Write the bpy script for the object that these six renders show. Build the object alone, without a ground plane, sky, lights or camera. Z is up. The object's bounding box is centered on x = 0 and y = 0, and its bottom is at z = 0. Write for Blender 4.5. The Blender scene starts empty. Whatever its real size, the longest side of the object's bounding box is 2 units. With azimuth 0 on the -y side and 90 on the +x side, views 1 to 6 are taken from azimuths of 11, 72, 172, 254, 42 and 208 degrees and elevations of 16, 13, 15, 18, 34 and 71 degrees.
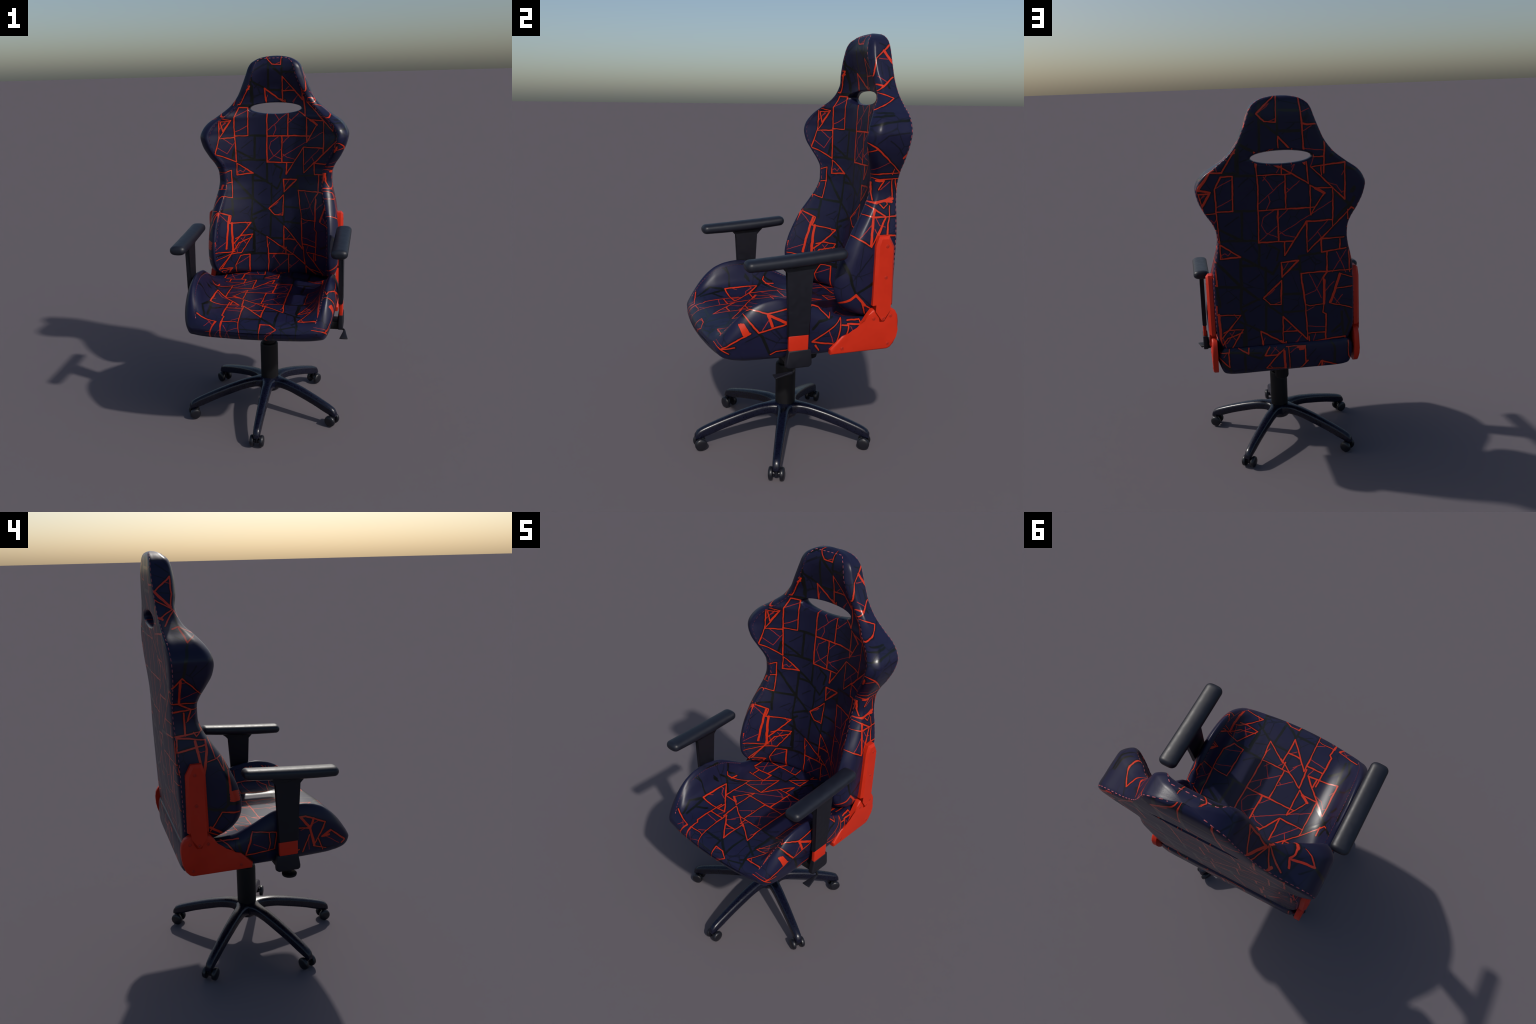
import bpy, bmesh, math, random
from mathutils import Vector, Matrix
from bisect import bisect_right

random.seed(7)

# ------------------------------------------------------------------ helpers
def lerp_profile(pts):
    """smooth (monotone cubic) interpolation through (parameter, value) control points"""
    pts = sorted(pts)
    X = [p[0] for p in pts]; Y = [p[1] for p in pts]
    n = len(X)
    d = [(Y[i+1]-Y[i])/(X[i+1]-X[i]) for i in range(n-1)]
    m = [d[0]] + [0.0 if d[i-1]*d[i] <= 0 else 2*d[i-1]*d[i]/(d[i-1]+d[i]) for i in range(1, n-1)] + [d[-1]]
    def f(x):
        if x <= X[0]: return Y[0]
        if x >= X[-1]: return Y[-1]
        i = bisect_right(X, x)-1
        h = X[i+1]-X[i]; t = (x-X[i])/h
        return ((2*t**3-3*t*t+1)*Y[i] + (t**3-2*t*t+t)*h*m[i]
                + (-2*t**3+3*t*t)*Y[i+1] + (t**3-t*t)*h*m[i+1])
    return f

def catmull(points, per):
    """open centripetal-ish Catmull-Rom through 2D/3D points, `per` samples per span"""
    P = [Vector(p) for p in points]
    P = [P[0]*2-P[1]] + P + [P[-1]*2-P[-2]]
    out = []
    for i in range(1, len(P)-2):
        p0, p1, p2, p3 = P[i-1:i+3]
        t0 = 0.0
        t1 = t0+max((p1-p0).length, 1e-6)**0.5
        t2 = t1+max((p2-p1).length, 1e-6)**0.5
        t3 = t2+max((p3-p2).length, 1e-6)**0.5
        for k in range(per):
            t = t1+(t2-t1)*k/per
            a1 = p0*((t1-t)/(t1-t0))+p1*((t-t0)/(t1-t0))
            a2 = p1*((t2-t)/(t2-t1))+p2*((t-t1)/(t2-t1))
            a3 = p2*((t3-t)/(t3-t2))+p3*((t-t2)/(t3-t2))
            b1 = a1*((t2-t)/(t2-t0))+a2*((t-t0)/(t2-t0))
            b2 = a2*((t3-t)/(t3-t1))+a3*((t-t1)/(t3-t1))
            out.append(b1*((t2-t)/(t2-t1))+b2*((t-t1)/(t2-t1)))
    out.append(P[-2])
    return out

def new_object(name, verts, faces, mats=(), parent=None, smooth=True, mat_index=None):
    me = bpy.data.meshes.new(name)
    me.from_pydata([tuple(v) for v in verts], [], faces)
    for m in mats: me.materials.append(m)
    if mat_index: me.polygons.foreach_set("material_index", mat_index)
    me.polygons.foreach_set("use_smooth", [smooth]*len(me.polygons))
    me.update()
    ob = bpy.data.objects.new(name, me)
    bpy.context.collection.objects.link(ob)
    if parent: ob.parent = parent
    return ob

def from_bmesh(name, bm, mats=(), parent=None, smooth_angle=None):
    bmesh.ops.recalc_face_normals(bm, faces=bm.faces[:])
    me = bpy.data.meshes.new(name)
    if smooth_angle is not None:
        for f in bm.faces: f.smooth = True
        for e in bm.edges:
            e.smooth = not (e.is_manifold and e.calc_face_angle(0) > smooth_angle)
    bm.to_mesh(me); bm.free()
    for m in mats: me.materials.append(m)
    ob = bpy.data.objects.new(name, me)
    bpy.context.collection.objects.link(ob)
    if parent: ob.parent = parent
    return ob

def ring_loft(rings, close_ends=True):
    """quads between consecutive closed rings of equal length"""
    n = len(rings[0]); verts = [v for r in rings for v in r]; faces = []
    for i in range(len(rings)-1):
        for j in range(n):
            k = (j+1) % n
            faces.append((i*n+j, i*n+k, (i+1)*n+k, (i+1)*n+j))
    if close_ends:
        faces.append(tuple(range(n-1, -1, -1)))
        faces.append(tuple((len(rings)-1)*n+j for j in range(n)))
    return verts, faces

def extruded_plate(name, outline, x0, x1, bevel, mats, parent, segs=2):
    """plate: outline in (y,z), thickness x0..x1, the edge of the x1 face chamfered"""
    bm = bmesh.new()
    a = [bm.verts.new((x0, y, z)) for y, z in outline]
    b = [bm.verts.new((x1, y, z)) for y, z in outline]
    n = len(a)
    bm.faces.new(a); top = bm.faces.new(b)
    for i in range(n):
        bm.faces.new((a[i], a[(i+1) % n], b[(i+1) % n], b[i]))
    if bevel:
        bmesh.ops.bevel(bm, geom=list(top.edges), offset=bevel, segments=segs, profile=0.5, affect='EDGES')
    return from_bmesh(name, bm, mats, parent, smooth_angle=math.radians(35))

def superellipse(a, b, n, e=2.6):
    out = []
    for i in range(n):
        t = 2*math.pi*i/n
        c, s = math.cos(t), math.sin(t)
        out.append((a*math.copysign(abs(c)**(2/e), c), b*math.copysign(abs(s)**(2/e), s)))
    return out

def rounded_box(bm, lo, hi, r, segs=3):
    vs = bmesh.ops.create_cube(bm, size=1.0)['verts']
    for v in vs:
        v.co = Vector([lo[k] if v.co[k] < 0 else hi[k] for k in range(3)])
    es = list({e for v in vs for e in v.link_edges})
    bmesh.ops.bevel(bm, geom=es, offset=r, segments=segs, profile=0.5, affect='EDGES')

def lathe(bm, profile, n, matrix):
    """solid of revolution of (radius, height) about local z"""
    rings = []
    for r, h in profile:
        rings.append([bm.verts.new(matrix @ Vector((r*math.cos(2*math.pi*i/n), r*math.sin(2*math.pi*i/n), h))) for i in range(n)])
    for a, b in zip(rings, rings[1:]):
        for i in range(n):
            bm.faces.new((a[i], a[(i+1) % n], b[(i+1) % n], b[i]))
    bm.faces.new(rings[0][::-1]); bm.faces.new(rings[-1])

# ------------------------------------------------------------------ the printed cover
# The cloth carries one repeating drawing of cracked panels (period 86.8 cm upwards), laid flat on the front,
# the back and the seat.  Lines are polylines in centimetres on the cloth; the shader measures the distance to them.
PERIOD, START = 86.8, 90.0
PANEL_LINES = [
    [(-5.2, 176.7), (-4.9, 166.8), (-5.1, 155), (-5.3, 139.8), (10.5, 139.6)], [(-5.1, 171.4), (9.9, 171.4)], [(7.4, 171), (7.3, 155.5)],
    [(-5.1, 155), (20.6, 155.1)], [(3.7, 154.7), (3.6, 140.1)], [(6.2, 139.6), (6.1, 132.8), (16.5, 148.6), (28.5, 148.6)],
    [(16.5, 148.6), (16.7, 133.7), (23.4, 140.3)], [(3.2, 176.1), (17.8, 166.4), (16.8, 177)], [(5.8, 175.5), (5.8, 171.7)],
    [(18.9, 174.1), (34.2, 175.5), (34.2, 158.2), (18.9, 174.1)], [(23.5, 174.1), (23.6, 170)],
    [(18.5, 165.7), (18.5, 151.5), (24.7, 161.6), (18.5, 165.7)], [(20.8, 164.1), (28.7, 163.9), (28.6, 145.7)],
    [(33.9, 139.7), (23.1, 139.7), (23.3, 133.1), (34.8, 134.2)], [(31.8, 139), (32, 134.1)], [(23.4, 140), (37.2, 153.9), (38.4, 153.1)],
    [(35.6, 152.9), (35.6, 148.5)], [(25.8, 132.9), (25.8, 123.2)], [(36.1, 133.4), (36.5, 122.1)],
    [(37.6, 123.3), (13.4, 123.3), (15.3, 107.6), (16.1, 88.6)], [(15.2, 107.2), (17.4, 106.4), (24.1, 106.8), (24, 120.4), (25.8, 123.2)],
    [(24.1, 106.8), (23.6, 102.4), (25.1, 101.1), (24.7, 88.3), (24.7, 84)], [(16.4, 91.9), (24.7, 91.8)],
    [(37.6, 119.3), (31.6, 121.8), (27, 106.9), (37.8, 103.5)], [(29.9, 114.2), (38.2, 114.8)], [(4.4, 87.8), (4.6, 101.8), (16.1, 88.6)],
    [(4.5, 93.8), (11.7, 93.8)], [(-5.4, 88.5), (-5.9, 95.2), (4.5, 87.8)], [(3.9, 108.2), (-1, 108.6), (-4.4, 112.1), (4.4, 120.4), (3.9, 108.2)],
    [(4.6, 129.6), (12.4, 129.7), (4.7, 122.1), (4.6, 129.6)], [(-22.6, 139.8), (-13.8, 133.5), (-22.7, 132.9), (-22.6, 139.8)],
    [(-20.8, 171.7), (-15.9, 171.5), (-16.2, 155.5), (-23.5, 155.5), (-23.6, 166.1), (-20.8, 171.7)],
    [(-30.7, 164.1), (-26, 164.2), (-29.7, 158.6), (-30.7, 164.1)], [(-23.2, 95.8), (-20.3, 97.1), (-14.1, 96.8), (-20.2, 86.7), (-25.5, 86.9)],
    [(-37.2, 111.2), (-31.9, 112.8), (-25.6, 109.3), (-26.1, 105.2), (-15.1, 104.2), (-24, 93)], [(-36, 90.5), (-26.9, 88.5), (-23.7, 88)],
    [(-35.2, 84.5), (-26, 86.8)], [(-31.9, 78.7), (-25.4, 86.9)], [(-30.6, 78.9), (-21.5, 92.8), (-14.5, 95.2)],
    [(-31.2, 134.1), (-25.7, 135.7), (-25, 119.8), (-31.8, 121.8)], [(-31.2, 128.6), (-25.2, 128.7)],
    [(-31.4, 166.1), (-25.4, 164.7), (-31.6, 154.6), (-31.4, 166.1)],
    [(-31.6, 154.6), (-23.4, 154.8), (-22.8, 140.6), (-33.7, 145.8), (-31.6, 154.6)],]
BOLD_LINES = [
    [(20.8, 164.1), (24.7, 161.6)], [(24.3, 119), (24.1, 106.8)], [(31.9, 121.1), (27.2, 107.2)], [(-26.6, 109.1), (-27.7, 90.8)],
    [(-25.1, 105.3), (-24.5, 88)], [(-35.8, 96), (-34.4, 90.7)],]
HAIR_LINES = [
    [(-4.8, 158.2), (7.1, 168.3)], [(-2.2, 170.6), (2, 164.3)], [(-0.7, 171.4), (-2.6, 168.8)], [(-0.2, 161.5), (0.4, 159), (-1.4, 155.4)],
    [(7.8, 162.7), (13.7, 167.9)], [(8.2, 164.8), (9.2, 163.8)], [(1.6, 154.6), (-2.7, 151.7), (-3.8, 148), (-1.8, 144.1), (3.3, 141.7)],
    [(-4.9, 140.4), (3.1, 147.2)], [(8.2, 154.8), (4.2, 151)], [(4.2, 143.3), (18.1, 151.6), (28.3, 157.6)],
    [(4.3, 144.5), (6.6, 142.5), (11.4, 141.4)], [(10, 172.1), (12, 176.3)], [(3.5, 172.2), (5.3, 174.8)], [(17.2, 138.7), (26.3, 148.2)],
    [(21.6, 143.3), (23.1, 140.6)], [(17.5, 122.6), (22.8, 110)], [(24.6, 122), (20.1, 114), (15, 112)], [(30.2, 132.6), (34.7, 122.2)],
    [(34.8, 133.2), (28.1, 122.8)], [(24.5, 113.2), (29, 118)], [(6, 94), (8.3, 96.2)], [(15.4, 103.5), (19.3, 105.7)], [(16.2, 95.7), (24.6, 94.6)],
    [(10.3, 87.6), (13.6, 91.5)], [(18.6, 87.5), (19.9, 91.3)], [(-4.2, 112.8), (1.2, 116.3), (0.2, 115), (-4.4, 112.1)], [(0.9, 108.6), (4, 109.7)],
    [(8, 129.6), (5, 125.3)], [(-22.4, 134.6), (-20.7, 135.5), (-19.3, 134.3), (-17.7, 136.2)], [(-21.8, 132.9), (-22.5, 135.3)],
    [(-23.4, 166.4), (-16.3, 170)], [(-23.1, 157.8), (-16.4, 161.1)], [(-30.4, 161.5), (-28, 163.3)], [(-18.1, 104.9), (-16.5, 102.9)],
    [(-25.1, 89.4), (-22, 90.1), (-18.2, 96.3)], [(-20.5, 95.6), (-17.9, 91.8)], [(-4.2, 91.5), (-5.2, 89.2)], [(32.8, 169.6), (34.3, 172.3)],
    [(26.6, 166.5), (30.5, 165), (32.9, 161.4)], [(32.7, 161.4), (34.2, 162.3)], [(29.8, 106.7), (33, 110.8)], [(28.8, 109.8), (31.4, 106.1)],
    [(-31.9, 112.3), (-27.3, 106.2)], [(-33.5, 90.8), (-27.3, 95.1)], [(-23.6, 93), (-22.4, 87.5)], [(-29.9, 134.1), (-27.8, 129.8)],
    [(-32.3, 149.2), (-27.7, 145.7), (-23.5, 151.9)], [(-29.7, 154.5), (-24.9, 150.6)], [(-31.4, 159.9), (-27.6, 164.6)],]
CRACK_LINES = [
    [(-4.8, 171.4), (-15.3, 171.7)], [(-13, 183.7), (-13.2, 172.8), (-19.8, 172.9)], [(-15.5, 101), (-12.5, 99.2), (-5.9, 95.2)],
    [(-16.2, 155.5), (-5.5, 155.2)], [(-12.3, 154.9), (-12.8, 141.6)], [(-23.7, 141.2), (-16.3, 141.5), (-5.5, 140.8)],
    [(-5.3, 139.8), (-5.5, 128.1)], [(-13.8, 133.3), (-5.5, 128.1), (0.5, 124), (3.5, 129.4)], [(-0.8, 138.2), (3.6, 135.6), (2.6, 130.8)],
    [(-13.8, 132), (-14, 119.6), (-14.7, 107.6), (-12.5, 99.2)], [(-25.1, 131.9), (-14.4, 118.9), (-6.2, 111.5)], [(-13.3, 129.1), (-5.5, 128.7)],
    [(-26.4, 119.3), (-14.4, 118.6)], [(-2.8, 127.2), (-3.1, 109.3), (4.4, 102.5)], [(-14.6, 108.3), (-6.2, 111.9)], [(4.7, 122), (4.4, 101.7)],
    [(4.7, 113.4), (14.4, 112.8)], [(4.5, 104.2), (14.5, 103.9)], [(5.2, 125.7), (12.8, 125.5)], [(12.8, 131.6), (13.1, 123.3)],
    [(12.8, 131.9), (23.6, 132.8)], [(-13.5, 98.6), (-14, 88)], [(-3.8, 94.3), (4.1, 94.2)], [(-3.1, 109.3), (-3.8, 94.3)],
    [(28.4, 162.3), (36.9, 155.5), (32, 151.4), (28.7, 145.7)], [(32.6, 101.9), (32.8, 95.9), (33.7, 87.3)], [(32.8, 95.9), (27.9, 91.8)],
    [(-23.8, 147.8), (-25.2, 141.3)], [(-23.8, 147.8), (-13.3, 141.6)], [(-12.2, 106.7), (-14.7, 104.9)], [(36.9, 155.5), (38.5, 158.6)],
    [(-34.6, 87.3), (-27.3, 87.9)], [(-25.3, 119.4), (-24.2, 109.3)], [(-37.3, 163), (-31.2, 165.3)], [(-33.8, 112.9), (-25.1, 113.6)],]
FINE_CRACKS = [
    [(-20, 148.5), (-13.9, 152.8)], [(-11.8, 135.7), (-7.4, 139.7)], [(-8.9, 170.7), (-13.2, 166.7)], [(-2.2, 131.8), (0.3, 137.4)],
    [(-20.9, 110.9), (-16.4, 113.8)], [(-11.8, 95.7), (-8.6, 98.8)], [(16.8, 132.3), (20.3, 127.3), (22.8, 127.8)], [(-10.6, 120.6), (-5.6, 124.2)],
    [(-2.2, 118.6), (2.9, 123.5)], [(6.6, 102.9), (11.8, 107.2)], [(-10.7, 105.8), (-5.6, 108.8)], [(-12, 90.9), (-7, 92.5)],]

# the side strips carry a drawing of their own, in (depth, height) centimetres
SIDE_PANEL = [
    [(44.5, 194.4), (40.8, 191.5), (36.7, 187.9), (33.3, 173.4)], [(43.3, 179.8), (35.2, 173.8)], [(33.4, 173.7), (40.4, 170.5), (26.1, 164.1)],
    [(23.7, 152.5), (41.9, 138.7), (28.5, 138.2), (23.7, 152.5)], [(25.2, 147.9), (27.6, 149.4)], [(38.2, 138), (38.6, 140.4)],
    [(28.6, 137), (32.7, 135.7), (42.2, 136.2)], [(35, 135.2), (32.8, 131.2)], [(30.3, 134.5), (30.3, 126.6)], [(38.7, 135.9), (39.5, 127.1)],
    [(40.2, 135.9), (41.7, 130.2)], [(27.6, 125.1), (30.9, 122.7), (36, 119.5)], [(33.3, 124.9), (35.2, 123.2), (37.1, 124.8), (36.4, 126.8)],
    [(24.3, 120.7), (31.5, 119.2), (41.3, 119.6)], [(19.6, 111.9), (28.4, 106.6), (35.9, 119.1), (31.8, 111.2), (40.2, 111.1)],
    [(38.1, 124), (36.2, 111.3)], [(24.7, 81), (27.2, 75.5)], [(26.2, 80), (30.2, 77.4)],]
SIDE_BOLD = [
    [(40.8, 191.4), (44.2, 186.1)], [(34.9, 176.8), (37.8, 175.8)], [(40.8, 145.5), (42.9, 148.1)], [(26.8, 126.3), (31.1, 125.6), (39.5, 127.1)],
    [(30.7, 122.7), (29.8, 118.9), (28.1, 107.5)], [(35.5, 126.4), (39.1, 125.9)], [(31.5, 135.3), (34.5, 135.2)],
    [(14.7, 80.8), (18.8, 82.9), (21.6, 85.1), (26.2, 80)],]
SIDE_HAIR = [
    [(38, 187.9), (44.4, 187.5)], [(36.2, 180.1), (39.7, 177.8)], [(29.2, 140.2), (35, 143.8)], [(33.7, 131.2), (37.7, 134.7)],
    [(22.6, 110.1), (28.6, 115.9)], [(31.1, 118.9), (32.5, 115.8), (35.5, 114.9)], [(30.2, 114.4), (31.8, 111.2)], [(31.6, 125), (38.6, 127.9)],]
SIDE_CRACK = [
    [(24.1, 158.7), (31.9, 160.5), (42.5, 161.6)], [(29.1, 164.3), (35.8, 164.3)], [(40, 177), (40.2, 175.1)], [(27, 162.6), (35.6, 163.4)],
    [(16.3, 99.1), (18.6, 94.1), (19.4, 89.9), (21.6, 85.5), (30.2, 90)],]
SIDE_FINE = [
    [(27.3, 151.7), (31.3, 155), (41.3, 156.3)], [(32.6, 152.8), (37.6, 149.7), (40, 146.5)], [(39.2, 194.6), (42.9, 193.2)],
    [(34.2, 167.4), (43.6, 171.3)], [(20.8, 93.1), (29.1, 103.1)], [(22.9, 85.5), (30, 78.7)],]
SEAT_RIGHT_PANEL = [
    [(-43.4, 70.5), (-33.4, 79), (-27.1, 82.4), (-20, 80.5), (-10.7, 82.1), (0.4, 82)], [(-44.2, 69.8), (-40, 65.3), (-34.1, 69.1), (-27.5, 72.4)],
    [(-30.2, 80.5), (-23.9, 72.5), (-10.6, 75.6)], [(-34.2, 66.3), (-40, 65.3), (-36.5, 63.1)], [(-18.1, 61.3), (-15.7, 62.5), (-10.4, 62.9)],
    [(0.9, 65.8), (15.1, 74.9), (12.5, 62.9), (0.9, 65.7)], [(15.2, 71.9), (18.7, 71.2), (17.5, 67.9)],
    [(18.2, 73.3), (24.8, 73.1), (24.9, 71), (18.2, 71.9)], [(0.4, 82.4), (3.8, 81.3), (8.6, 75.9), (9.8, 77.9)], [(2.6, 63.8), (4.4, 60.8)],]
SEAT_RIGHT_BOLD = [
    [(-19.8, 80.1), (-18.1, 74.9)], [(-19, 79.7), (-11, 75.7)], [(-32, 76.2), (-30.2, 71.9)], [(-31.3, 76.4), (-29.4, 72.2)],
    [(-30.5, 76.3), (-28.3, 72.5)],]
SEAT_RIGHT_HAIR = [
    [(8.4, 70.5), (11.2, 63.9)], [(-42.3, 70), (-39.2, 66.4)], [(19.6, 70.7), (21, 68)], [(-22.3, 73.5), (-19.1, 78.9)],]
SEAT_RIGHT_CRACK = [
    [(-31, 80.4), (-22.3, 70.3), (-18.6, 62.1)], [(0.7, 72.1), (3.6, 75.1), (10.7, 76.1)],]
SEAT_RIGHT_FINE = [
    [(-22.3, 70.3), (-15.8, 67.2), (-10.8, 66.2)], [(-29.4, 68.6), (-23.9, 71.3)],]
SEAT_LEFT_PANEL = [
    [(9.3, 76.4), (12.7, 64.9), (-1.3, 66.3), (-1.8, 75), (9.3, 76.4)], [(1.7, 74.9), (1, 69.9), (1.8, 66)],
    [(-13.3, 80.7), (-16.5, 80.7), (-26.6, 76.4), (-21, 64.5), (-28, 62.1)], [(-29.5, 71.9), (-37.9, 64.8), (-36.3, 63.3)],
    [(-18.5, 71), (-15.7, 62)], [(-12.9, 75.5), (-18.5, 74.7)], [(-23, 68.7), (-26.3, 61.5)], [(23.8, 73.4), (20.9, 71.4), (18, 67.3)],
    [(26.8, 72.7), (20.8, 73), (15.9, 73.4)], [(-12.4, 62.9), (-13.7, 63.5)],]
SEAT_LEFT_BOLD = [
    [(-14.1, 80.2), (-18.9, 74.7)], [(-20.5, 78.9), (-18.7, 74.7), (-21.4, 64.8)], [(-25.3, 69), (-29.3, 71.7)], [(-25.8, 69.1), (-28.7, 69.5)],]
SEAT_LEFT_HAIR = [
    [(9.1, 70.4), (2.6, 66.9)], [(-18.1, 70.3), (-18.9, 62.7)], [(-27.1, 68.9), (-34.6, 63.6)], [(-14.1, 74.1), (-22.9, 77.7)],]
SEAT_LEFT_CRACK = [
    [(-26.2, 74.8), (-21.2, 66.1)], [(16.3, 72.3), (14.9, 67.3), (8.2, 61.3)], [(-3.9, 83.6), (-12.5, 84)],]
SEAT_LEFT_FINE = [
    [(11.7, 73.2), (7.8, 74.2)],]
SIDE_LEFT_PANEL = [
    [(36.8, 189.2), (44.1, 183.3), (38, 176.7), (36.8, 182.1), (36.8, 189.2)], [(44.2, 180.1), (37.4, 176.1), (42.8, 172.9)],
    [(41.9, 169.9), (36.8, 175.8), (35.4, 172.9)], [(39.3, 168.6), (36.4, 169.4), (29.7, 166.2)], [(34.5, 163.8), (30.8, 165.9)],
    [(42.4, 145.1), (38.2, 149.5), (29.2, 141.3)], [(42.1, 137.8), (30.4, 137.7)], [(39, 137.6), (33.8, 134.8), (30.3, 134.9)],
    [(42.1, 133.8), (33.8, 134.8), (35.4, 129.9)], [(37, 133.3), (36.9, 128.7), (37, 123.6)], [(41.5, 123.3), (34.8, 124), (28.3, 125.1)],
    [(33.3, 124.6), (32.1, 122.9), (30.4, 124.6)], [(40.9, 122.9), (28.1, 121)], [(41.2, 116.6), (28.3, 119)], [(28.3, 111.6), (21.7, 113)],
    [(27.3, 124.4), (24.6, 112.9)], [(40.7, 122.9), (41.9, 113.7), (40.8, 106.7)], [(23.8, 112.5), (21, 106.9), (20.9, 112.6), (18.8, 106.7)],
    [(28.6, 78.8), (22.9, 87.7), (14.1, 86.1)], [(29, 78.1), (22.7, 75)],]
SIDE_LEFT_BOLD = [
    [(36.5, 168.8), (34.5, 163.8)], [(38.8, 148.1), (39, 138.3)], [(29.9, 127.4), (29.2, 124.9)], [(28.1, 120.7), (28.1, 117), (30.2, 106.2)],
    [(33, 120.8), (32.2, 116.1), (30.6, 106.2)], [(44.1, 183.3), (37.9, 177.1)], [(44.1, 173), (42.3, 172.3)], [(18.8, 106), (18.6, 96.3)],
    [(18.2, 96.4), (14.4, 95.7)], [(18.4, 95.7), (14.3, 94.8)], [(18.6, 94.8), (14.2, 93.8)], [(18.6, 93.9), (14.1, 92.8)],
    [(18.7, 92.8), (14.1, 91.9)], [(28.6, 80.7), (23, 77)],]
SIDE_LEFT_HAIR = [
    [(39.5, 187.2), (36.4, 186.3)], [(38.4, 139.8), (30.8, 143.4)], [(36.1, 129.3), (30.3, 134.1)], [(38.5, 147.4), (36.2, 147.9)],
    [(32.4, 117.1), (30.8, 115.9), (27.9, 116.3)],]
SIDE_LEFT_CRACK = [
    [(34.6, 163.6), (36.5, 156.8), (37.9, 149.5)], [(36.7, 176.4), (36.6, 170.8)], [(21, 111.2), (19.8, 102.4), (19.9, 91.1), (22.9, 87.7)],
    [(19.1, 91.4), (13.6, 90.3)], [(29.8, 90.2), (25.8, 88.9), (21.4, 89)],]
SIDE_LEFT_FINE = [
    [(32.3, 154.6), (35, 150.7)], [(42.2, 194.5), (36.7, 190.5)], [(39.3, 166.3), (35.5, 163.9)],]
SEAT_REAR_PANEL = [
    [(36.3, 70.6), (30.9, 70.6), (30.6, 62.5), (36.2, 68.4)], [(9.2, 71.8), (11.8, 67.2), (5.4, 67.1), (2.1, 69.6)],
    [(1.7, 70.1), (11.3, 60.1), (0.7, 59.2)], [(-1, 70.8), (-1.2, 58.7)], [(0.4, 71.4), (-9.8, 70.8), (-9.9, 61.2)], [(-11, 62.4), (-6.9, 58.2)],
    [(-16.4, 58.3), (-18.1, 61.6), (-28.2, 57.7)], [(-33.1, 71.5), (-33.3, 63.2), (-34.5, 60.3)], [(25.7, 72.6), (20.5, 69.2), (20.2, 72.2)],
    [(30.4, 72.6), (30.7, 70.3)],]
SEAT_REAR_BOLD = [
    [(1.6, 68.9), (1.2, 59.3)], [(-5.8, 70.3), (-9.4, 70.1)], [(-6.9, 69.2), (-8.7, 69.3)], [(-18.7, 61.4), (-18.6, 58.4)],]
SEAT_REAR_HAIR = [
    [(7, 71.3), (3.6, 67.6)], [(5.6, 71.4), (9, 67.2)], [(33.5, 68.3), (31.8, 70.4)], [(-1.8, 67.8), (-5.5, 70.5)], [(9.6, 61.7), (8.2, 60)],
    [(-20.5, 60.4), (-19.3, 58.4)],]
SEAT_REAR_CRACK = [
    [(30, 70.6), (13.9, 69)], [(22.2, 72.4), (22.5, 58.8)], [(30.5, 62.3), (30, 58.8)], [(-23.6, 72.2), (-25.8, 68.5), (-25.6, 58.5)],
    [(20.3, 68.8), (14, 65.6), (11, 69.8)], [(35.9, 66.2), (29.9, 60.3)],]
SEAT_REAR_FINE = [
    [(20.3, 68.5), (17.3, 71.2)], [(-11.1, 63.8), (-15.5, 68.8)],]


NAVY = (.0105, .0112, .0375)
INK = (.0035, .0045, .0040)
RED = (.520, .028, .0080)

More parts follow.
